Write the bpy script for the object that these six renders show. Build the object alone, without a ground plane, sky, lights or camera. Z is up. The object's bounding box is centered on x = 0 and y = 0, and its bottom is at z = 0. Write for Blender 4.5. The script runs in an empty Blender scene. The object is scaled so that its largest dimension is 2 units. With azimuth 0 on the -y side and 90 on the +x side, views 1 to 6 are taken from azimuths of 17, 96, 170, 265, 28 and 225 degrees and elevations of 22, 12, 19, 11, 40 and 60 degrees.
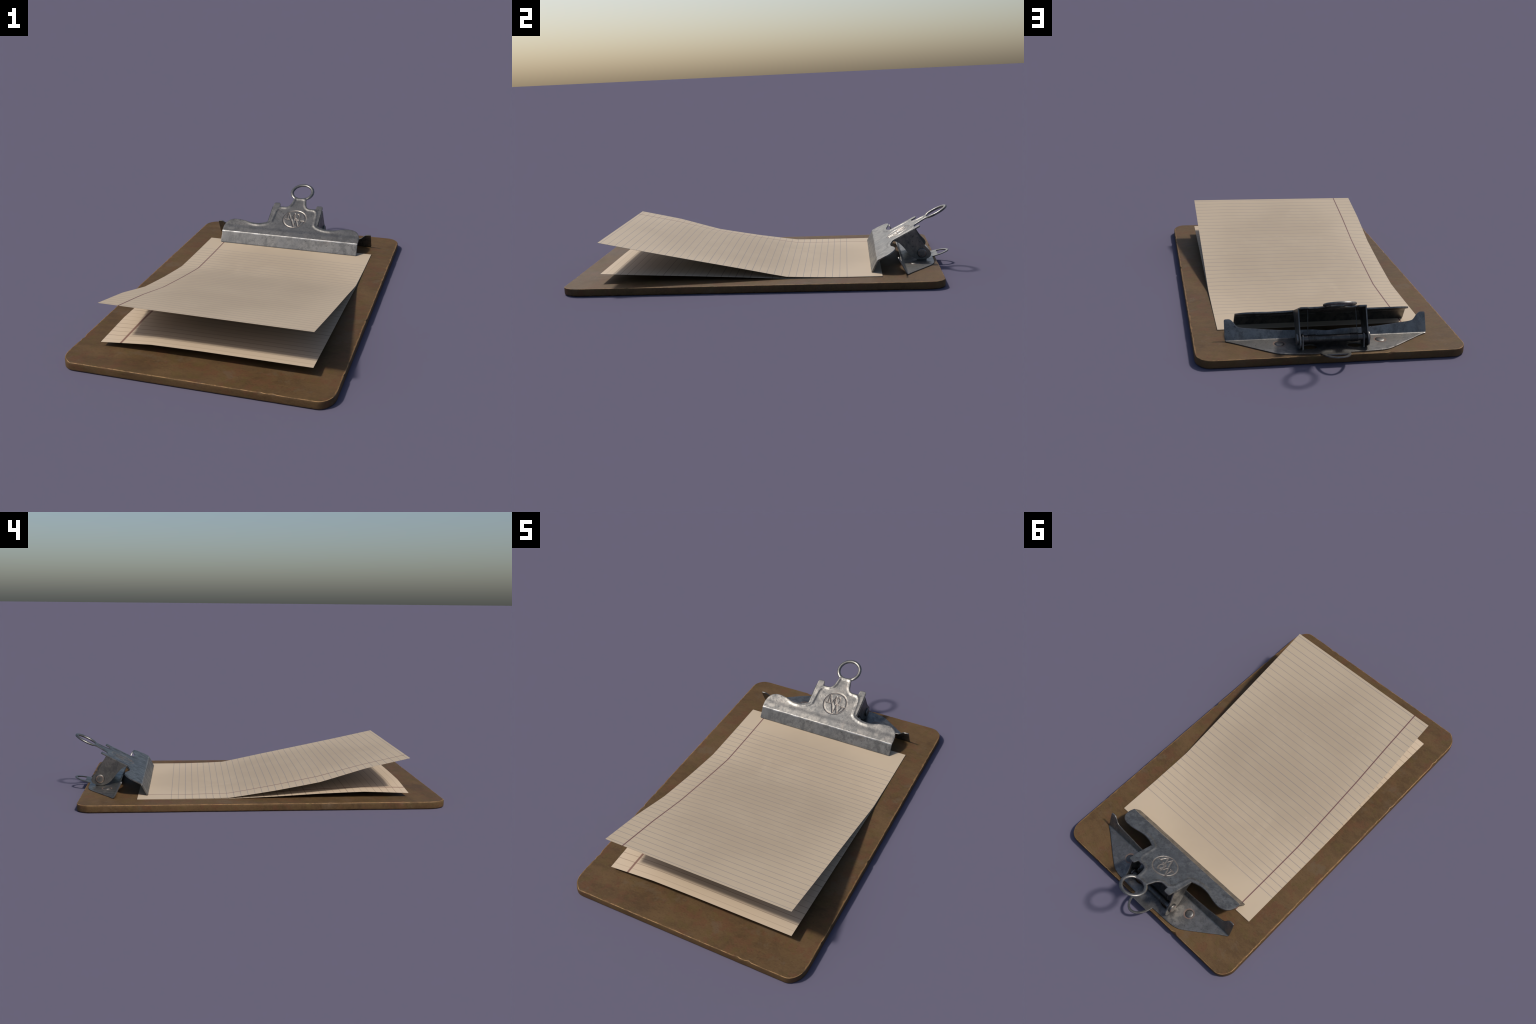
"""Old hardboard clipboard with a pressed-steel spring clip and two curling ruled sheets."""
import bpy, bmesh, math, random
from mathutils import Vector, noise
from mathutils.geometry import delaunay_2d_cdt

random.seed(7)
TH = math.radians(27.9)                    # tilt of the clip's upper jaw
CT, ST = math.cos(TH), math.sin(TH)
FOLD = (0.5990, 0.1040)                    # y, z of the jaw's fold line
BOARD_Z = 0.0365                           # top of the board


# ------------------------------------------------------------------ node helpers
class Nodes:
    def __init__(self, name):
        self.mat = bpy.data.materials.new(name)
        self.mat.use_nodes = True
        self.t = self.mat.node_tree
        self.t.nodes.clear()
        self.out = self.t.nodes.new("ShaderNodeOutputMaterial")
        self.bsdf = self.t.nodes.new("ShaderNodeBsdfPrincipled")
        self.t.links.new(self.bsdf.outputs[0], self.out.inputs[0])
        self.obj = self.t.nodes.new("ShaderNodeTexCoord").outputs["Object"]

    def put(self, sock, v):
        if hasattr(v, "node"):
            self.t.links.new(v, sock)
        elif isinstance(v, (tuple, list)) and sock.type == "RGBA":
            sock.default_value = tuple(v) + ((1.0,) if len(v) == 3 else ())
        else:
            sock.default_value = v

    def math(self, op, a, b=0.0, c=None, clamp=False):
        n = self.t.nodes.new("ShaderNodeMath")
        n.operation, n.use_clamp = op, clamp
        self.put(n.inputs[0], a)
        self.put(n.inputs[1], b)
        if c is not None:
            self.put(n.inputs[2], c)
        return n.outputs[0]

    def vec(self, op, a, b=None, scale=None):
        n = self.t.nodes.new("ShaderNodeVectorMath")
        n.operation = op
        self.put(n.inputs[0], a)
        if b is not None:
            self.put(n.inputs[1], b)
        if scale is not None:
            self.put(n.inputs["Scale"], scale)
        return n.outputs["Value"] if op in ("DOT_PRODUCT", "LENGTH", "DISTANCE") else n.outputs["Vector"]

    def sep(self, v):
        n = self.t.nodes.new("ShaderNodeSeparateXYZ")
        self.put(n.inputs[0], v)
        return n.outputs

    def comb(self, x, y, z=0.0):
        n = self.t.nodes.new("ShaderNodeCombineXYZ")
        for i, v in enumerate((x, y, z)):
            self.put(n.inputs[i], v)
        return n.outputs[0]

    def noise(self, scale, detail=4, rough=0.55, stretch=(1, 1, 1), distort=0.0, off=(0, 0, 0)):
        m = self.t.nodes.new("ShaderNodeMapping")
        m.inputs["Scale"].default_value = stretch
        m.inputs["Location"].default_value = off
        self.put(m.inputs[0], self.obj)
        n = self.t.nodes.new("ShaderNodeTexNoise")
        n.inputs["Scale"].default_value = scale
        n.inputs["Detail"].default_value = detail
        n.inputs["Roughness"].default_value = rough
        n.inputs["Distortion"].default_value = distort
        self.put(n.inputs["Vector"], m.outputs[0])
        return n.outputs["Fac"]

    def voronoi(self, scale, off=(0, 0, 0)):
        m = self.t.nodes.new("ShaderNodeMapping")
        m.inputs["Location"].default_value = off
        self.put(m.inputs[0], self.obj)
        n = self.t.nodes.new("ShaderNodeTexVoronoi")
        n.inputs["Scale"].default_value = scale
        self.put(n.inputs["Vector"], m.outputs[0])
        return n.outputs["Distance"]

    def step(self, v, lo, hi, a=0.0, b=1.0):
        n = self.t.nodes.new("ShaderNodeMapRange")
        n.interpolation_type = "SMOOTHSTEP"
        self.put(n.inputs["Value"], v)
        for k, x in zip(("From Min", "From Max", "To Min", "To Max"), (lo, hi, a, b)):
            n.inputs[k].default_value = x
        return n.outputs[0]

    def mix(self, f, a, b, mode="MIX"):
        n = self.t.nodes.new("ShaderNodeMix")
        n.data_type, n.blend_type = "RGBA", mode
        self.put(n.inputs[0], f)
        self.put(n.inputs[6], a)
        self.put(n.inputs[7], b)
        return n.outputs[2]

    def bump(self, h, strength, dist):
        n = self.t.nodes.new("ShaderNodeBump")
        n.inputs["Strength"].default_value = strength
        n.inputs["Distance"].default_value = dist
        self.put(n.inputs["Height"], h)
        return n.outputs[0]

    def done(self, color, rough, metallic=0.0, normal=None, spec=0.5):
        b = self.bsdf.inputs
        self.put(b["Base Color"], color)
        self.put(b["Roughness"], rough)
        self.put(b["Metallic"], metallic)
        b["Specular IOR Level"].default_value = spec
        if normal is not None:
            self.put(b["Normal"], normal)
        return self.mat


# ------------------------------------------------------------------ materials
def board_material(name, wear):
    """Brown hardboard; `wear` 0..1 sets how much of the pale core shows."""
    n = Nodes(name)
    fibre = n.noise(42, 6, 0.68, (0.45, 1.0, 1.0))
    cloud = n.noise(3.2, 3, 0.55, (1, 1, 1), 0.4)
    fine = n.noise(170, 3, 0.7, (0.55, 1, 1))
    c = n.mix(n.step(fibre, 0.36, 0.62), (0.0766, 0.0427, 0.0166), (0.1015, 0.0577, 0.0225))
    c = n.mix(n.step(cloud, 0.40, 0.66, 0, 0.55), c, (0.1380, 0.0800, 0.0340))
    # reddish, olive, grey and dark mottling
    c = n.mix(n.step(n.noise(15, 4, 0.6, off=(3, 1, 0)), 0.51, 0.62, 0, 0.60), c, (0.1130, 0.0490, 0.0221))
    c = n.mix(n.step(n.noise(17, 4, 0.6, off=(0, 7, 2)), 0.53, 0.65, 0, 0.50), c, (0.0919, 0.0608, 0.0179))
    c = n.mix(n.step(n.noise(11, 5, 0.65, off=(9, 2, 1)), 0.55, 0.68, 0, 0.60), c, (0.1130, 0.0752, 0.0426))
    c = n.mix(n.step(n.noise(9, 5, 0.65, (0.6, 1, 1), 0.6, (5, 5, 0)), 0.53, 0.68, 0, 0.40), c, (0.0632, 0.0336, 0.0153))
    c = n.mix(n.step(fine, 0.56, 0.70, 0, 0.25), c, (0.1580, 0.0998, 0.0511))
    c = n.mix(n.step(fine, 0.45, 0.32, 0, 0.40), c, (0.0479, 0.0272, 0.0119))
    c = n.mix(n.step(n.voronoi(30), 0.05, 0.02, 0, 0.5), c, (0.0335, 0.0191, 0.0094))
    # faint pale scuffs, strongest close to the rim
    x, y, z = n.sep(n.obj)
    dx = n.math("SUBTRACT", 0.601, n.math("ABSOLUTE", x))
    dy = n.math("SUBTRACT", 0.9625, n.math("ABSOLUTE", n.math("ADD", y, 0.0375)))
    rim = n.math("MINIMUM", dx, dy)
    near = n.step(n.math("ADD", rim, n.math("MULTIPLY", n.noise(38, 4), -0.020)), -0.0045, -0.0085)
    if wear > 0:
        scrape = n.noise(22, 5, 0.7, (1, 1, 2.2))
        c = n.mix(n.step(scrape, 0.58 - 0.22 * wear, 0.66 - 0.1 * wear, 0.12, 1.0), c, (0.315, 0.180, 0.076))
    else:
        c = n.mix(n.math("MULTIPLY", near, n.step(z, BOARD_Z - 0.003, BOARD_Z - 0.0012, 0, 0.8)), c, (0.2011, 0.1089, 0.0443))
        scuff = n.step(n.noise(14, 6, 0.75, (0.6, 1.4, 1), 0.8, (2, 0, 4)), 0.68, 0.80, 0, 0.30)
        c = n.mix(scuff, c, (0.1580, 0.1043, 0.0596))
    h = n.math("ADD", n.math("MULTIPLY", fine, 0.5), fibre)
    return n.done(c, n.step(cloud, 0.3, 0.7, 0.60, 0.72), 0.0, n.bump(h, 0.20, 0.002), 0.24)


def paper_material(name, base, pale, dark, line, line_width, pitch, first, count, margin, margin_width, margin_col,
                   strength):
    """Aged ruled paper: horizontal rules every `pitch`, one red margin line."""
    n = Nodes(name)
    x, y, z = n.sep(n.obj)
    blot = n.noise(2.3, 4, 0.55, off=(1, 2, 3))
    c = n.mix(n.step(blot, 0.33, 0.62), base, dark)
    # paler towards the edges, darker in the middle
    r = n.math("ADD", n.math("POWER", n.math("MULTIPLY", x, 1.9), 2.0),
               n.math("POWER", n.math("MULTIPLY", n.math("ADD", y, 0.12), 1.25), 2.0))
    r = n.math("ADD", r, n.math("MULTIPLY", n.noise(4, 3), 0.5))
    c = n.mix(n.step(r, 0.45, 1.35, 0, 0.75), c, pale)
    c = n.mix(n.step(n.noise(8, 5, 0.62, off=(4, 0, 0)), 0.58, 0.78, 0, 0.35), c, pale)
    c = n.mix(n.step(n.noise(17, 5, 0.7, off=(0, 9, 0)), 0.63, 0.80, 0, 0.40), c, dark)
    c = n.mix(n.step(n.noise(30, 3, 0.6, (0.4, 1.5, 1), 0.5, (8, 1, 0)), 0.70, 0.80, 0, 0.4), c, tuple(min(1, v * 1.35) for v in pale))
    # rules
    k = n.math("DIVIDE", n.math("SUBTRACT", first, y), pitch)
    idx = n.math("ROUND", k)
    d = n.math("MULTIPLY", n.math("ABSOLUTE", n.math("SUBTRACT", k, idx)), pitch)
    m = n.step(d, line_width * 0.68, line_width * 0.28)
    m = n.math("MULTIPLY", m, n.math("GREATER_THAN", idx, -0.5))
    m = n.math("MULTIPLY", m, n.math("LESS_THAN", idx, count - 0.5))
    wn = n.t.nodes.new("ShaderNodeTexWhiteNoise")
    wn.noise_dimensions = "1D"
    n.put(wn.inputs["W"], idx)
    m = n.math("MULTIPLY", m, n.step(wn.outputs["Value"], 0.0, 1.0, strength[0], strength[1]))
    m = n.math("MULTIPLY", m, n.step(n.noise(40, 3, 0.6), 0.25, 0.5, 0.75, 1.0))
    c = n.mix(m, c, line)
    md = n.math("ABSOLUTE", n.math("SUBTRACT", x, margin))
    c = n.mix(n.step(md, margin_width * 0.62, margin_width * 0.34, 0, 0.93), c, margin_col)
    b = n.bump(n.noise(60, 4, 0.6), 0.10, 0.002)
    return n.done(c, 0.62, 0.0, b, 0.35)


def steel_material(name, tint=1.0, rust=None, logo=False):
    """Dull galvanised steel: mottled spangle, dark pits, rusty grooves."""
    n = Nodes(name)
    mott = n.noise(27, 8, 0.74, (1, 1, 0.7), 0.3)
    big = n.noise(7, 3, 0.5, off=(2, 2, 2))
    c = n.mix(n.step(mott, 0.38, 0.62), tuple(tint * v for v in (0.1286, 0.1258, 0.1204)), tuple(tint * v for v in (0.2544, 0.2396, 0.2167)))
    c = n.mix(n.step(big, 0.38, 0.66, 0, 0.45), c, tuple(tint * v for v in (0.1651, 0.1646, 0.1617)))
    c = n.mix(n.step(n.noise(13, 4, 0.6, off=(6, 1, 0)), 0.56, 0.72, 0, 0.35), c, tuple(tint * v for v in (0.2592, 0.2146, 0.1823)))
    pit = n.math("MULTIPLY", n.step(n.noise(90, 4, 0.6), 0.57, 0.67), n.step(n.noise(9, 3, 0.5, off=(0, 0, 5)), 0.44, 0.58))
    c = n.mix(n.math("MULTIPLY", pit, 0.75), c, (0.07, 0.068, 0.07))
    if logo:
        rel = n.vec("SUBTRACT", n.obj, (0, FOLD[0], FOLD[1]))
        u = n.sep(n.obj)[0]
        s = n.vec("DOT_PRODUCT", rel, (0, CT, ST))
        p = n.comb(u, s)
        ring = n.math("ABSOLUTE", n.math("SUBTRACT", n.vec("DISTANCE", p, (LOGO_C[0], LOGO_C[1], 0)), LOGO_R))
        d = ring
        for a, b, w in LOGO_STROKES:
            a3, ba = Vector((a[0], a[1], 0)), Vector((b[0] - a[0], b[1] - a[1], 0))
            pa = n.vec("SUBTRACT", p, tuple(a3))
            hh = n.math("DIVIDE", n.vec("DOT_PRODUCT", pa, tuple(ba)), ba.length_squared, clamp=True)
            ds = n.vec("LENGTH", n.vec("SUBTRACT", pa, n.vec("SCALE", tuple(ba), scale=hh)))
            d = n.math("MINIMUM", d, ds)
        el = n.vec("LENGTH", n.vec("MULTIPLY", n.vec("SUBTRACT", p, (LOGO_O[0], LOGO_O[1], 0)), (1 / LOGO_O[2], 1 / LOGO_O[3], 0)))
        d = n.math("MINIMUM", d, n.math("MULTIPLY", n.math("ABSOLUTE", n.math("SUBTRACT", el, 1)), LOGO_O[2]))
        # bright highlight along the fold, painted into the base colour
        fold = n.math("ABSOLUTE", n.math("ADD", s, n.math("MULTIPLY", n.noise(50, 3), 0.004)))
        c = n.mix(n.math("MULTIPLY", n.step(fold, 0.0045, 0.0015), n.step(n.noise(28, 4), 0.38, 0.62, 0.15, 0.8)), c, (0.44, 0.43, 0.415))
        flat = n.math("MULTIPLY", n.step(d, 0.0058, 0.0022), n.step(n.noise(45, 3), 0.30, 0.6, 0.35, 0.85))
        flat = n.math("MULTIPLY", flat, 0.5)
        c = n.mix(flat, c, (0.19, 0.140, 0.107))
        metal = n.math("MULTIPLY_ADD", flat, -0.7, 0.92)
    else:
        metal = 0.92
    if rust:
        d = None
        for (cx, cy, cz), r0, r1 in rust:
            q = n.vec("DISTANCE", n.obj, (cx, cy, cz))
            m = n.math("MULTIPLY", n.step(q, r0 - 0.002, r0 + 0.001), n.step(q, r1 + 0.0015, r1 - 0.0015))
            d = m if d is None else n.math("MAXIMUM", d, m)
        d = n.math("MULTIPLY", d, n.step(n.noise(60, 3), 0.3, 0.6, 0.2, 0.7))
        c = n.mix(d, c, (0.20, 0.110, 0.075))
        metal = n.math("MULTIPLY_ADD", d, -0.8, 0.92)
    h = n.math("ADD", n.math("MULTIPLY", mott, 0.7), n.math("MULTIPLY", pit, -0.9))
    h = n.math("ADD", h, n.math("MULTIPLY", big, 1.2))
    return n.done(c, n.step(mott, 0.3, 0.7, 0.50, 0.36), metal, n.bump(h, 0.16, 0.004), 0.5)


# ------------------------------------------------------------------ geometry helpers
def link(name, me, mats, parent=None, smooth=True, angle=35):
    ob = bpy.data.objects.new(name, me)
    bpy.context.scene.collection.objects.link(ob)
    for m in mats:
        me.materials.append(m)
    if parent is not None:
        ob.parent = parent
    if smooth:
        me.shade_smooth()
        me.set_sharp_from_angle(angle=math.radians(angle))
    return ob


def catmull(pts, n=6):
    """Smooth open curve through pts."""
    out = []
    P = [pts[0]] + list(pts) + [pts[-1]]
    for i in range(1, len(P) - 2):
        a, b, c, d = P[i - 1], P[i], P[i + 1], P[i + 2]
        for j in range(n):
            t = j / n
            out.append(tuple(0.5 * (2 * b[k] + (c[k] - a[k]) * t + (2 * a[k] - 5 * b[k] + 4 * c[k] - d[k]) * t * t
                                    + (3 * b[k] - a[k] - 3 * c[k] + d[k]) * t ** 3) for k in (0, 1)))
    out.append(tuple(pts[-1]))
    return out


def fillet(pts, n=5):
    """Closed or open polyline of (x, y, r): round each corner by r."""
    out = []
    N = len(pts)
    for i, (x, y, r) in enumerate(pts):
        if r <= 0 or i in (0, N - 1):
            out.append((x, y))
            continue
        p, a, b = Vector((x, y)), Vector(pts[i - 1][:2]), Vector(pts[i + 1][:2])
        u, v = (a - p), (b - p)
        k = min(r, 0.48 * u.length, 0.48 * v.length)
        s, e = p + u.normalized() * k, p + v.normalized() * k
        for j in range(n + 1):
            t = j / n
            q = s * (1 - t) ** 2 + p * 2 * t * (1 - t) + e * t * t
            out.append((q.x, q.y))
    return out


def mirror(half):
    """Half outline (x >= 0, first and last on the axis) -> closed outline."""
    return list(half) + [(-x, y) for x, y in reversed(half) if x > 1e-6]


def resample(loop, step):
    out = []
    for i, a in enumerate(loop):
        b = loop[(i + 1) % len(loop)]
        L = math.dist(a, b)
        if L < 1e-7:
            continue
        k = max(1, int(round(L / step)))
        out += [(a[0] + (b[0] - a[0]) * j / k, a[1] + (b[1] - a[1]) * j / k) for j in range(k)]
    return out


def inside(p, loop):
    x, y = p
    r = False
    j = len(loop) - 1
    for i in range(len(loop)):
        xi, yi = loop[i]
        xj, yj = loop[j]
        if (yi > y) != (yj > y) and x < (xj - xi) * (y - yi) / (yj - yi) + xi:
            r = not r
        j = i
    return r


def seg_dist(p, a, b):
    ax, ay = a
    bx, by = b[0] - ax, b[1] - ay
    px, py = p[0] - ax, p[1] - ay
    L = bx * bx + by * by
    t = 0 if L == 0 else max(0, min(1, (px * bx + py * by) / L))
    return math.hypot(px - bx * t, py - by * t)


def loop_dist(p, loop):
    return min(seg_dist(p, loop[i - 1], loop[i]) for i in range(len(loop)))


def sheet(name, outline, holes, spacing, mapping, thickness, extra=(), lines=(), edge_bevel=0.0014):
    """Flat pattern -> triangulated sheet -> bent by mapping(u, v) -> given thickness, rims chamfered.
    mapping returns (point, normal); `lines` are (v) rows forced into the mesh at folds."""
    loops = [outline] + list(holes)
    pts, edges = [], []
    for lp in loops:
        b = len(pts)
        pts += [Vector(p) for p in lp]
        edges += [(b + i, b + (i + 1) % len(lp)) for i in range(len(lp))]
    us = [p[0] for p in outline]
    vs = [p[1] for p in outline]
    seen = set()

    def add(u, v, gap):
        if inside((u, v), outline) and not any(inside((u, v), h) for h in holes):
            if min(loop_dist((u, v), lp) for lp in loops) > gap:
                pts.append(Vector((u, v)))
    for f, gap in extra:
        for u, v in f:
            add(u, v, gap)
            seen.add((round(u / spacing), round(v / spacing)))
    rows = sorted(lines)
    for v in rows:
        k = int((max(us) - min(us)) / spacing)
        for i in range(k + 1):
            add(min(us) + i * spacing, v, spacing * 0.3)
    nu, nv = int((max(us) - min(us)) / spacing) + 1, int((max(vs) - min(vs)) / spacing) + 1
    for i in range(nu + 1):
        for j in range(nv + 1):
            u = min(us) + (i + 0.5 * (j % 2)) * spacing
            v = min(vs) + j * spacing
            if (round(u / spacing), round(v / spacing)) in seen or any(abs(v - r) < spacing * 0.6 for r in rows):
                continue
            add(u, v, spacing * 0.45)
    ov, oe, of, *_ = delaunay_2d_cdt(pts, edges, [], 0, 1e-6)
    ov = [(p.x, p.y) for p in ov]
    tris = []
    for f in of:
        c = (sum(ov[i][0] for i in f) / 3, sum(ov[i][1] for i in f) / 3)
        if inside(c, outline) and not any(inside(c, h) for h in holes):
            a, b, d = (ov[i] for i in f)
            if (b[0] - a[0]) * (d[1] - a[1]) - (b[1] - a[1]) * (d[0] - a[0]) < 0:
                f = list(reversed(f))
            tris.append(list(f))
    me = bpy.data.meshes.new(name)
    n = len(ov)
    M = [mapping(u, v) for u, v in ov]
    top = [m[0] for m in M]
    bot = [m[0] - m[1] * thickness for m in M]
    cnt = {}
    for f in tris:
        for i in range(3):
            e = (f[i], f[(i + 1) % 3])
            cnt[e] = cnt.get(e, 0) + 1
    rim = [e for e in cnt if (e[1], e[0]) not in cnt]
    faces = [tuple(f) for f in tris] + [tuple(n + i for i in reversed(f)) for f in tris]
    faces += [(b, a, n + a, n + b) for a, b in rim]
    me.from_pydata(top + bot, [], faces)
    me.validate()
    bm = bmesh.new()
    bm.from_mesh(me)
    loose = [v for v in bm.verts if not v.link_faces]
    bmesh.ops.delete(bm, geom=loose, context="VERTS")
    bmesh.ops.recalc_face_normals(bm, faces=bm.faces)
    if edge_bevel:
        es = [e for e in bm.edges if len(e.link_faces) == 2 and e.calc_face_angle(0) > 1.0]
        bmesh.ops.bevel(bm, geom=es, offset=edge_bevel, segments=2, profile=0.5, affect="EDGES", clamp_overlap=True)
    bm.to_mesh(me)
    bm.free()
    return me


def bend(v, v0, radius, angle):
    """Path length v past a bend centred on v0 -> (along, up, direction angle); straight before it."""
    a = v - v0 + radius * abs(angle) / 2
    arc = radius * abs(angle)
    sgn = 1 if angle > 0 else -1
    if a <= 0:
        return v - v0, 0.0, 0.0
    start = -radius * abs(angle) / 2
    if a < arc:
        t = a / radius
        return start + radius * math.sin(t), sgn * radius * (1 - math.cos(t)), sgn * t
    t = abs(angle)
    r = a - arc
    return (start + radius * math.sin(t) + r * math.cos(t),
            sgn * (radius * (1 - math.cos(t)) + r * math.sin(t)), sgn * t)


def bm_object(name, build, mats, parent=None, angle=35):
    bm = bmesh.new()
    build(bm)
    bmesh.ops.recalc_face_normals(bm, faces=bm.faces)
    me = bpy.data.meshes.new(name)
    bm.to_mesh(me)
    bm.free()
    return link(name, me, mats, parent, True, angle)


def lathe_x(bm, profile, centre, seg=32):
    """Turn (x, r) profile about an axis parallel to x through centre (y, z)."""
    rings = []
    for x, r in profile:
        if r < 1e-6:
            rings.append([bm.verts.new((x, centre[0], centre[1]))])
        else:
            rings.append([bm.verts.new((x, centre[0] + r * math.cos(2 * math.pi * i / seg),
                                        centre[1] + r * math.sin(2 * math.pi * i / seg))) for i in range(seg)])
    for a, b in zip(rings, rings[1:]):
        for i in range(seg):
            j = (i + 1) % seg
            vs = [a[i % len(a)], a[j % len(a)], b[j % len(b)], b[i % len(b)]]
            vs = list(dict.fromkeys(vs))
            if len(vs) > 2:
                bm.faces.new(vs)


def tube(bm, path, r, seg=10):
    """Round wire along a 3D polyline."""
    rings = []
    up = Vector((0.31, 0.17, 0.93)).normalized()
    for i, p in enumerate(path):
        t = (path[min(i + 1, len(path) - 1)] - path[max(i - 1, 0)]).normalized()
        a = t.cross(up).normalized()
        b = t.cross(a)
        rings.append([bm.verts.new(p + (a * math.cos(2 * math.pi * k / seg) + b * math.sin(2 * math.pi * k / seg)) * r)
                      for k in range(seg)])
    for a, b in zip(rings, rings[1:]):
        for k in range(seg):
            bm.faces.new((a[k], a[(k + 1) % seg], b[(k + 1) % seg], b[k]))
    bm.faces.new(rings[0])
    bm.faces.new(list(reversed(rings[-1])))


# ------------------------------------------------------------------ emblem layout (in the jaw's plane: x, s)
LOGO_C, LOGO_R = (0.0025, 0.1437), 0.0670
LOGO_O = (0.0135, 0.1640, 0.0105, 0.0200)          # the small o: centre and radii
LOGO_STROKES = [                                    # from, to, half width
    ((-0.0410, 0.1390), (-0.0425, 0.1870), 0.0016),     # M
    ((-0.0410, 0.1880), (-0.0180, 0.1385), 0.0034),
    ((-0.0180, 0.1385), (-0.0045, 0.1855), 0.0016),
    ((-0.0045, 0.1855), (0.0010, 0.1400), 0.0030),
    ((-0.0520, 0.1390), (-0.0300, 0.1385), 0.0016),
    ((-0.0500, 0.1880), (-0.0390, 0.1880), 0.0016),
    ((0.0035, 0.1375), (0.0270, 0.1380), 0.0015),       # bar under the o
    ((-0.0120, 0.1330), (0.0080, 0.0855), 0.0034),      # W
    ((0.0080, 0.0855), (0.0200, 0.1300), 0.0016),
    ((0.0150, 0.1330), (0.0335, 0.0880), 0.0034),
    ((0.0335, 0.0880), (0.0500, 0.1320), 0.0016),
    ((0.0400, 0.1340), (0.0610, 0.1340), 0.0016),
]


def smooth(t):
    t = max(0.0, min(1.0, t))
    return t * t * (3 - 2 * t)


def engraving(u, s):
    """Depth of the stamped ring and letters, 0..1."""
    r = math.hypot(u - LOGO_C[0], s - LOGO_C[1])
    if r > 0.085:
        return 0.0
    d = 1 - smooth((abs(r - LOGO_R) - 0.0012) / 0.0042)
    if r < LOGO_R:
        for a, b, w in LOGO_STROKES:
            q = seg_dist((u, s), a, b)
            if q < 0.01:
                d = max(d, 1 - smooth((q - w * 0.4) / (w + 0.0014)))
        q = abs(math.hypot((u - LOGO_O[0]) / LOGO_O[2], (s - LOGO_O[1]) / LOGO_O[3]) - 1) * LOGO_O[2]
        d = max(d, 0.8 * (1 - smooth((q - 0.0006) / 0.0026)))
    return d


# ------------------------------------------------------------------ board
def corner(cx, cy, rx, ry, a0, n=9):
    return [(cx + rx * math.cos(a0 + i * math.pi / 2 / n), cy + ry * math.sin(a0 + i * math.pi / 2 / n)) for i in range(n + 1)]


def build_board(parent):
    X, Y0, Y1 = 0.6042, -1.0008, 0.9240
    rx, ry = 0.068, 0.102
    loop = (corner(X - rx, Y1 - 0.082, rx, 0.082, 0) + corner(-X + rx, Y1 - 0.082, rx, 0.082, math.pi / 2)
            + corner(-X + rx, Y0 + ry, rx, ry, math.pi) + corner(X - rx, Y0 + ry, rx, ry, 1.5 * math.pi))
    loop = resample(loop, 0.008)
    N = len(loop)
    nrm = []
    for i in range(N):
        a, b = loop[i - 1], loop[(i + 1) % N]
        t = Vector((b[0] - a[0], b[1] - a[1])).normalized()
        nrm.append(Vector((t.y, -t.x)))
    # dents knocked out of the upper rim: (position, reach, depth)
    chips = [(Vector(loop[random.randrange(N)]), random.uniform(0.008, 0.022), random.uniform(0.0015, 0.0036)) for _ in range(26)]
    chips += [(Vector((-0.245, 0.9235)), 0.020, 0.008), (Vector((0.02, 0.9235)), 0.03, 0.006),
              (Vector((-0.6042, -0.76)), 0.020, 0.0045), (Vector((0.36, -1.0)), 0.016, 0.005),
              (Vector((0.6042, -0.22)), 0.014, 0.006), (Vector((-0.565, -0.975)), 0.03, 0.006)]

    def build(bm):
        rows = []
        # (z, inset, how strongly dents act)
        for z, ins, kd, kn in ((0.0, 0.0030, 0, 0.6), (0.0022, 0.0005, 0, 1.0), (0.006, 0.0, 0, 1.0), (0.0240, 0.0, 0.1, 1.0),
                               (0.0325, 0.0002, 0.6, 1.0), (0.0350, 0.0012, 1.0, 1.0), (BOARD_Z, 0.0036, 1.0, 1.2)):
            row = []
            for i, p in enumerate(loop):
                w = noise.noise(Vector((p[0] * 18, p[1] * 18, z * 12))) * 0.0006 + noise.noise(Vector((p[0] * 70, p[1] * 70, z * 60))) * 0.0003
                d = ins + w * kn
                for c, reach, depth in chips:
                    q = (Vector(p) - c).length / reach
                    if q < 1:
                        d += kd * depth * (1 - q * q) ** 2
                q = Vector(p) - nrm[i] * d
                row.append(bm.verts.new((q.x, q.y, z)))
            rows.append(row)
        for k, (a, b) in enumerate(zip(rows, rows[1:])):
            for i in range(N):
                j = (i + 1) % N
                f = bm.faces.new((a[i], a[j], b[j], b[i]))
                f.material_index = 1 if k in (0, 5) else 0
        bm.faces.new(list(reversed(rows[0])))
        bm.faces.new(rows[-1])

    ob = bm_object("board", build, [board_material("hardboard", 0.0), board_material("worn_hardboard_edge", 0.8)], parent, 50)
    for f in ob.data.polygons:
        if f.loop_total > 4:
            f.use_smooth = False
    return ob


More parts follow.
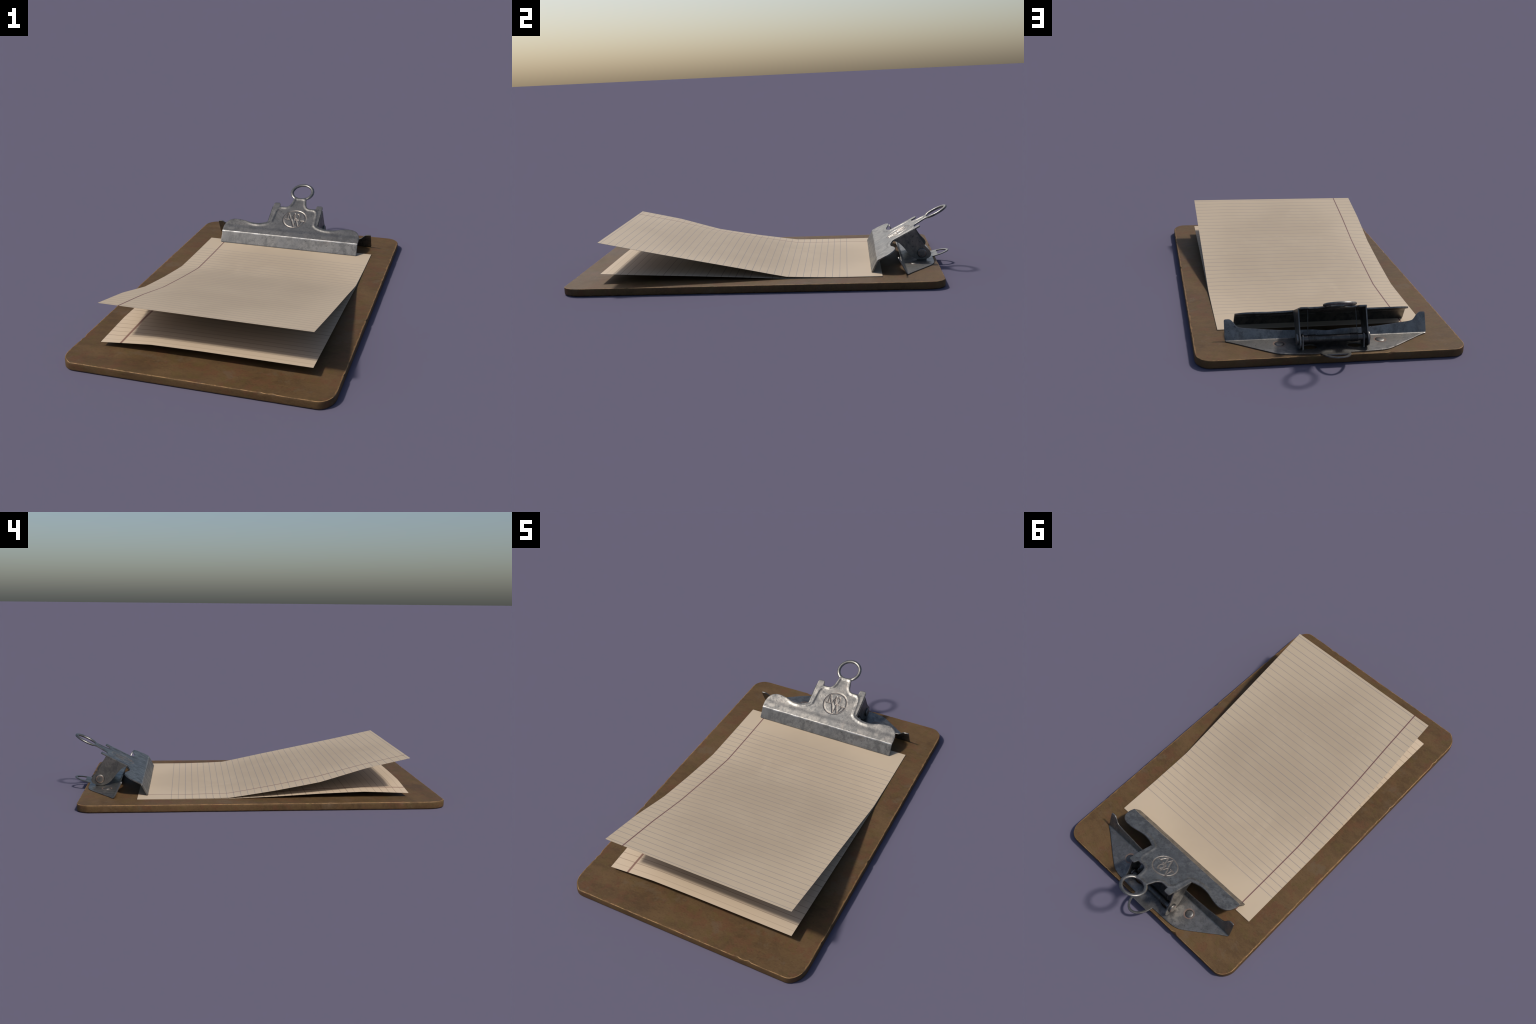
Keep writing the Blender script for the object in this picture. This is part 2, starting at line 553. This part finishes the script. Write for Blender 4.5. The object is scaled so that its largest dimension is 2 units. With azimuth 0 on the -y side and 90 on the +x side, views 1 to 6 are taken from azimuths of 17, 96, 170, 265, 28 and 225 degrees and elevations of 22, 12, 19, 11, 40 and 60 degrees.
# ------------------------------------------------------------------ paper
def build_paper(parent, name, rows, mat, thickness=0.0011):
    """rows: heights of the sheet on a coarse lattice, front (-y) to back; columns left to right."""
    W, Y0, Y1 = 0.4838, -0.8240, 0.6200
    nr, nc = len(rows), len(rows[0])
    sub = 3

    def height(u, v):
        i, j = min(int(v), nr - 2), min(int(u), nc - 2)
        a, b = v - i, u - j
        return ((rows[i][j] * (1 - b) + rows[i][j + 1] * b) * (1 - a) + (rows[i + 1][j] * (1 - b) + rows[i + 1][j + 1] * b) * a)

    def build(bm):
        R, C = (nr - 1) * sub, (nc - 1) * sub
        grid = [[Vector((-W + 2 * W * j / C, Y0 + (Y1 - Y0) * i / R, height(j / sub, i / sub))) for j in range(C + 1)] for i in range(R + 1)]
        # ease the creases between lattice cells a little
        for _ in range(1):
            g2 = [[p.copy() for p in r] for r in grid]
            for i in range(R + 1):
                for j in range(C + 1):
                    if 0 < i < R:
                        g2[i][j].z = 0.84 * grid[i][j].z + 0.08 * (grid[i - 1][j].z + grid[i + 1][j].z)
            for i in range(R + 1):
                for j in range(1, C):
                    grid[i][j].z = 0.84 * g2[i][j].z + 0.08 * (g2[i][j - 1].z + g2[i][j + 1].z)
                grid[i][0].z, grid[i][C].z = g2[i][0].z, g2[i][C].z
        layers = []
        for dz in (0.0, -thickness):
            layers.append([[bm.verts.new(p + Vector((0, 0, dz))) for p in r] for r in grid])
        t, b = layers
        for i in range(R):
            for j in range(C):
                bm.faces.new((t[i][j], t[i][j + 1], t[i + 1][j + 1], t[i + 1][j]))
                bm.faces.new((b[i][j], b[i + 1][j], b[i + 1][j + 1], b[i][j + 1]))
        rim = ([(0, j) for j in range(C)] + [(i, C) for i in range(R)] + [(R, j) for j in range(C, 0, -1)] + [(i, 0) for i in range(R, 0, -1)])
        for k, (i, j) in enumerate(rim):
            i2, j2 = rim[(k + 1) % len(rim)]
            bm.faces.new((t[i][j], b[i][j], b[i2][j2], t[i2][j2]))

    return bm_object(name, build, [mat], parent, 40)


# ------------------------------------------------------------------ clip: upper jaw
JAW_T = 0.0068


def build_jaw(parent, mat):
    shoulder = catmull([(0.4050, 0.0), (0.4068, 0.020), (0.4055, 0.045), (0.3970, 0.072), (0.3800, 0.0915), (0.3540, 0.1018),
                        (0.3240, 0.1020), (0.2900, 0.0955), (0.2580, 0.0870), (0.2270, 0.0835), (0.1960, 0.0865), (0.1700, 0.0950),
                        (0.1500, 0.1045)], 4)
    crest = fillet([(0.1500, 0.1045, 0), (0.1495, 0.2655, 0.013), (0.1125, 0.2655, 0.010), (0.1090, 0.2360, 0.004), (0.0640, 0.2360, 0.012),
                    (0.0490, 0.2560, 0.016), (0.0370, 0.3080, 0.004), (0.0395, 0.3180, 0.004), (0.0300, 0.3272, 0.004), (0.0150, 0.3200, 0.006), (0.0, 0.3178, 0)])
    half = fillet([(0.0, -0.0700, 0), (0.4062, -0.0700, 0.008), (0.4050, 0.0, 0)]) + shoulder[1:] + crest[1:]
    outline = resample(mirror(half), 0.0045)
    panel = [(0.5, -0.3), (0.5, 0.25), (0.335, 0.25), (0.305, 0.100), (0.275, 0.0780), (0.235, 0.0665), (0.20, 0.0665), (0.165, 0.0745),
             (0.140, 0.0860), (0.124, 0.104), (0.119, 0.190), (0.113, 0.212), (0.100, 0.2235), (0.066, 0.2255), (0.046, 0.238),
             (0.034, 0.262), (0.0270, 0.306), (0.0, 0.3075)]
    panel = mirror(panel)
    panel = [p for p in panel]
    lip = math.atan2(0.0620, 0.0320)                      # direction of the clamping lip, down and forward
    turn = lip - TH

    def mapping(u, s):
        # walk from the fold: positive s up the plate, negative s down the lip
        along, up, ang = bend(-s, 0.0, 0.006, turn)       # in the mirrored sense (forward = -s)
        d = Vector((0, -CT, -ST))
        nr = Vector((0, -ST, CT))
        base = Vector((u, FOLD[0], FOLD[1])) + d * along - nr * up
        normal = (nr * math.cos(ang) + d * math.sin(ang)).normalized()
        h = 0.0
        if s > 0.03:
            q = loop_dist((u, s), panel)
            q = q if inside((u, s), panel) else -q
            # rolled rim: a bead just outside the sunk panel, easing down towards the cut edge
            bead = 0.0034 * smooth((0.005 - q) / 0.010) - 0.0022 * smooth((-q - 0.004) / 0.012)
            side = 1 - 0.85 * smooth((abs(u) - 0.21) / 0.08)
            h = (bead * side - 0.0015) * smooth((s - 0.03) / 0.03)
            h -= 0.0023 * engraving(u, s)
        h += 0.0007 * noise.noise(Vector((u * 14, s * 14, 3.3)))
        return base + normal * h, normal

    fine = []
    g = 0.0021
    k = int(0.078 / g)
    for i in range(-k, k + 1):
        for j in range(-k, k + 1):
            if math.hypot(i, j) * g < 0.078:
                fine.append((LOGO_C[0] + (i + 0.5 * (j % 2)) * g, LOGO_C[1] + j * g))
    me = sheet("jaw", outline, [], 0.0058, mapping, JAW_T, [(fine, 0.004)], (-0.006, -0.003, 0.0, 0.003, 0.006))
    jaw = link("jaw", me, [mat], parent, True, 42)
    return jaw


def jaw_point(x, s, h=0.0):
    return Vector((x, FOLD[0] + s * CT - h * ST, FOLD[1] + s * ST + h * CT))


def build_hanging_ring(parent, mat):
    R, rin, rout = 0.0622, 0.0098, 0.0068
    cs = 0.3705

    def build(bm):
        # an arc: both ends run into the jaw's neck, thinning to the thickness of the sheet
        A, B, gap = 72, 14, math.radians(27)
        rings = []
        for i in range(A + 1):
            a = -math.pi / 2 + gap + (2 * math.pi - 2 * gap) * i / A
            k = smooth(min(i, A - i) / 7)
            ro = 0.0034 + (rout - 0.0034) * k
            ring = []
            for j in range(B):
                b = 2 * math.pi * j / B
                q = R + rin * math.cos(b)
                ring.append(bm.verts.new(jaw_point(q * math.cos(a), cs + q * math.sin(a), -0.0030 + ro * math.sin(b))))
            rings.append(ring)
        for p, q in zip(rings, rings[1:]):
            for j in range(B):
                bm.faces.new((p[j], q[j], q[(j + 1) % B], p[(j + 1) % B]))
        bm.faces.new(rings[0])
        bm.faces.new(list(reversed(rings[-1])))

    return bm_object("hanging_ring", build, [mat], parent)


def build_arms(parent, mat):
    edge = catmull([(0.8085, 0.2085), (0.8200, 0.1880), (0.8355, 0.1580), (0.8600, 0.1190), (0.8840, 0.0925), (0.8920, 0.0755), (0.8880, 0.0600),
                    (0.8710, 0.0480), (0.8440, 0.0435), (0.8120, 0.0485), (0.7860, 0.0655), (0.7670, 0.0870), (0.7470, 0.1130),
                    (0.7250, 0.1350), (0.7060, 0.1455), (0.6920, 0.1480)], 5)
    top = [(y, FOLD[1] + (y - FOLD[0]) * math.tan(TH) - 0.0045) for y in (0.6925, 0.8075)]
    loop = edge + [top[0], top[1]]
    loop = resample(loop, 0.006)
    if sum(a[0] * b[1] - b[0] * a[1] for a, b in zip(loop, loop[1:] + loop[:1])) < 0:
        loop.reverse()

    def at(u, v):
        return Vector((0.1545, u, v)), Vector((1, 0, 0))
    me = sheet("arm", loop, [], 0.012, at, 0.0055)
    first = link("arm", me, [mat], parent, True, 42)
    m2 = me.copy()
    for v in m2.vertices:
        v.co.x = -v.co.x
    m2.flip_normals()
    second = bpy.data.objects.new("arm", m2)
    bpy.context.scene.collection.objects.link(second)
    second.parent = parent
    return first, second


# ------------------------------------------------------------------ clip: base plate
BASE_TOP = 0.0415
BASE_T = 0.0052
RIVETS = [(-0.229, 0.7995), (0.229, 0.7995)]


def build_base(parent, mat):
    V0 = 0.7460                                          # fold of the upturned front flange
    tilt = math.atan2(0.0885, 0.0440)                   # flange leans over the paper

    def fl(z):                                           # flange height -> unrolled coordinate
        return V0 - (z - BASE_TOP) / math.sin(tilt)
    back = catmull([(0.4590, 0.7500), (0.4200, 0.7740), (0.3850, 0.7990), (0.3200, 0.8450), (0.2750, 0.8760), (0.2450, 0.8930), (0.2150, 0.9010),
                    (0.1800, 0.9045), (0.1300, 0.9060), (0.0660, 0.9070)], 4)
    loop_c, loop_rx, loop_ry = 0.9070, 0.0655, 0.0960
    tab = [(loop_rx * math.cos(a), loop_c + loop_ry * math.sin(a)) for a in [math.pi / 2 * i / 16 for i in range(1, 17)]]
    flange = catmull([(0.0, fl(0.0665)), (0.030, fl(0.0685)), (0.065, fl(0.0720)), (0.150, fl(0.0735)), (0.220, fl(0.0755)), (0.280, fl(0.0805)),
                      (0.350, fl(0.0870)), (0.392, fl(0.0915)), (0.409, fl(0.0985)), (0.4235, fl(0.1145)), (0.4360, fl(0.1245)), (0.4450, fl(0.1268))], 4)
    ear = fillet([(0.4450, fl(0.1268), 0), (0.4645, fl(0.1262), 0.007), (0.4640, fl(0.0460), 0.004), (0.4590, 0.7500, 0)])
    half = flange + ear[1:] + back[1:] + tab
    half[-1] = (0.0, half[-1][1])
    half[0] = (0.0, half[0][1])
    outline = resample(mirror(half), 0.006)
    if sum(a[0] * b[1] - b[0] * a[1] for a, b in zip(outline, outline[1:] + outline[:1])) < 0:
        outline.reverse()
    rx, ry, y0 = loop_rx - 0.0125, loop_ry - 0.0125, 0.9400
    a0 = math.asin((y0 - loop_c) / ry)
    dee = [(rx * math.cos(a), loop_c + ry * math.sin(a)) for a in [a0 + (math.pi - 2 * a0) * i / 24 for i in range(25)]]
    holes = [resample(dee, 0.006)]
    for sx in (-1, 1):                                   # slots left where the lugs were punched up
        holes.append([(sx * 0.101 + 0.033 * math.cos(2 * math.pi * i / 24), 0.842 + 0.0225 * math.sin(2 * math.pi * i / 24)) for i in range(24)])
    rise = math.atan(0.257)

    def mapping(u, v):
        if v < 0.82:
            along, up, ang = bend(-v, -V0, 0.005, tilt)
            p = Vector((u, V0 - along, BASE_TOP + up))
            nr = Vector((0, math.sin(ang), math.cos(ang)))
        else:
            along, up, ang = bend(v, loop_c + 0.003, 0.01, rise)
            p = Vector((u, loop_c + 0.003 + along, BASE_TOP + up))
            nr = Vector((0, -math.sin(ang), math.cos(ang)))
        return p + nr * 0.0006 * noise.noise(Vector((u * 18, v * 18, 9.1))), nr

    me = sheet("base_plate", outline, holes, 0.0075, mapping, BASE_T, [], (V0 - 0.006, V0 - 0.003, V0, V0 + 0.003, V0 + 0.006))
    base = link("base_plate", me, [mat], parent, True, 42)

    # rivets
    def dome(bm):
        prof = [(0.0225, 0.0), (0.0220, 0.0016), (0.0195, 0.0031), (0.0150, 0.0044), (0.0085, 0.0051), (0.0, 0.0053)]
        rings = []
        for r, z in prof:
            rings.append([bm.verts.new((r * math.cos(2 * math.pi * i / 28), r * math.sin(2 * math.pi * i / 28), z)) for i in range(28)] if r > 0
                         else [bm.verts.new((0, 0, z))])
        for a, b in zip(rings, rings[1:]):
            for i in range(28):
                j = (i + 1) % 28
                vs = list(dict.fromkeys([a[i], a[j], b[j % len(b)], b[i % len(b)]]))
                bm.faces.new(vs)
        bm.faces.new(list(reversed(rings[0])))
    rivet_mat = steel_material("rivet_steel", 0.8)
    first = bm_object("rivet", dome, [rivet_mat], base, 60)
    first.location = (RIVETS[0][0], RIVETS[0][1], BASE_TOP - 0.0008)
    second = first.copy()
    bpy.context.scene.collection.objects.link(second)
    second.location = (RIVETS[1][0], RIVETS[1][1], BASE_TOP - 0.0008)
    second.rotation_euler[2] = 1.9

    # lugs that carry the hinge pin
    lug = fillet([(0.8180, 0.0400, 0), (0.8250, 0.0800, 0.004), (0.8300, 0.1030, 0.016), (0.8590, 0.1030, 0.016), (0.8640, 0.0800, 0.004), (0.8710, 0.0400, 0)], 6)
    lug = resample(list(reversed(lug)), 0.005)
    for sx in (1, -1):
        def at(u, v, sx=sx):
            return Vector((sx * 0.1365 + 0.0029, u, v)), Vector((1, 0, 0))
        link("lug", sheet("lug", lug, [], 0.01, at, 0.0058, edge_bevel=0.001), [mat], base, True, 42)
    return base


# ------------------------------------------------------------------ hinge pin and springs
PIN_Y, PIN_Z = 0.8445, 0.0805


def build_hinge(parent, mat, dark):
    c = (PIN_Y, PIN_Z)
    pin = bm_object("hinge_pin", lambda bm: lathe_x(bm, [(-0.158, 0.0), (-0.158, 0.0165), (0.158, 0.0165), (0.158, 0.0)], c, 28), [dark], parent)

    def head(bm):
        lathe_x(bm, [(0.1535, 0.0), (0.1535, 0.0240), (0.1555, 0.0252), (0.1600, 0.0252), (0.1630, 0.0240), (0.1645, 0.0210), (0.1650, 0.0150), (0.1648, 0.0)], c, 36)
    h1 = bm_object("pin_head", head, [mat], pin, 50)
    me = h1.data.copy()
    for v in me.vertices:
        v.co.x = -v.co.x
    me.flip_normals()
    h2 = bpy.data.objects.new("pin_head", me)
    bpy.context.scene.collection.objects.link(h2)
    h2.parent = pin

    for sx in (1, -1):
        def coil(bm, sx=sx):
            turns, r = 7.35, 0.0178
            path = []
            a_end = math.radians(120)
            n = int(turns * 18)
            for i in range(n + 1):
                t = i / n
                a = a_end - 2 * math.pi * turns * (1 - t)
                path.append(Vector((sx * (0.0770 + 0.0340 * t), c[0] + r * math.cos(a), c[1] + r * math.sin(a))))
            # free leg runs up and hooks under the jaw by its crest tab
            p = path[-1]
            q = Vector((sx * 0.1075, 0.7950, 0.1990))
            path += [p.lerp(q, t) for t in (0.15, 0.35, 0.6, 0.8, 1.0)]
            path += [jaw_point(sx * 0.1080, 0.2360, -0.0085), jaw_point(sx * 0.1085, 0.2420, -0.0040)]
            tube(bm, path, 0.0016, 8)
        bm_object("spring", coil, [dark], pin, 60)
    return pin


# ------------------------------------------------------------------ assemble
def main():
    root = bpy.data.objects.new("clipboard", None)
    bpy.context.scene.collection.objects.link(root)
    root["label"] = "worn brown hardboard clipboard with steel clip and ruled paper"
    root["category"] = "clipboard"

    build_board(root)

    z0 = 0.0400
    top = [[0.2488, 0.2488, 0.2488, 0.2488, 0.2488],
           [0.1950, 0.1968, 0.1966, 0.1966, 0.1968],
           [0.1225, 0.1462, 0.1470, 0.1470, 0.1470],
           [0.0785, 0.0965, 0.0980, 0.0980, 0.0980],
           [0.0420, 0.0458, 0.0462, 0.0462, 0.0466],
           [z0, z0, z0, z0, z0],
           [z0, z0, z0, z0, z0]]
    z1 = 0.0380
    low = [[0.0585, 0.0812, 0.0845, 0.0845, 0.0842],
           [0.0690, 0.0745, 0.0742, 0.0735, 0.0728],
           [0.0605, 0.0642, 0.0640, 0.0632, 0.0630],
           [0.0470, 0.0510, 0.0518, 0.0515, 0.0515],
           [z1, z1, z1, z1, z1],
           [z1, z1, z1, z1, z1],
           [z1, z1, z1, z1, z1]]
    upper_mat = paper_material("ruled_paper", (0.448, 0.355, 0.250), (0.515, 0.408, 0.288), (0.412, 0.322, 0.225), (0.215, 0.195, 0.190), 0.0030,
                               0.03686, 0.4433, 35, -0.3860, 0.0062, (0.125, 0.042, 0.047), (0.65, 0.85))
    lower_mat = paper_material("under_paper", (0.515, 0.403, 0.282), (0.565, 0.448, 0.325), (0.480, 0.370, 0.252), (0.235, 0.165, 0.120), 0.0042,
                               0.03740, 0.4400, 34, -0.3860, 0.0112, (0.205, 0.103, 0.078), (0.25, 0.80))
    build_paper(root, "paper_sheet", top, upper_mat)
    build_paper(root, "paper_sheet", low, lower_mat)

    jaw_mat = steel_material("pressed_steel", 1.0, None, True)
    arm_mat = steel_material("arm_steel", 0.95, [((sx * 0.1648, PIN_Y, PIN_Z), 0.0165, 0.0215) for sx in (1, -1)])
    base_mat = steel_material("base_steel", 1.08, [((x, y, BASE_TOP), 0.0225, 0.0295) for x, y in RIVETS])
    dark = steel_material("dark_steel", 0.55)
    jaw = build_jaw(root, jaw_mat)
    build_hanging_ring(jaw, jaw_mat)
    build_arms(jaw, arm_mat)
    build_base(root, base_mat)
    build_hinge(root, arm_mat, dark)


main()
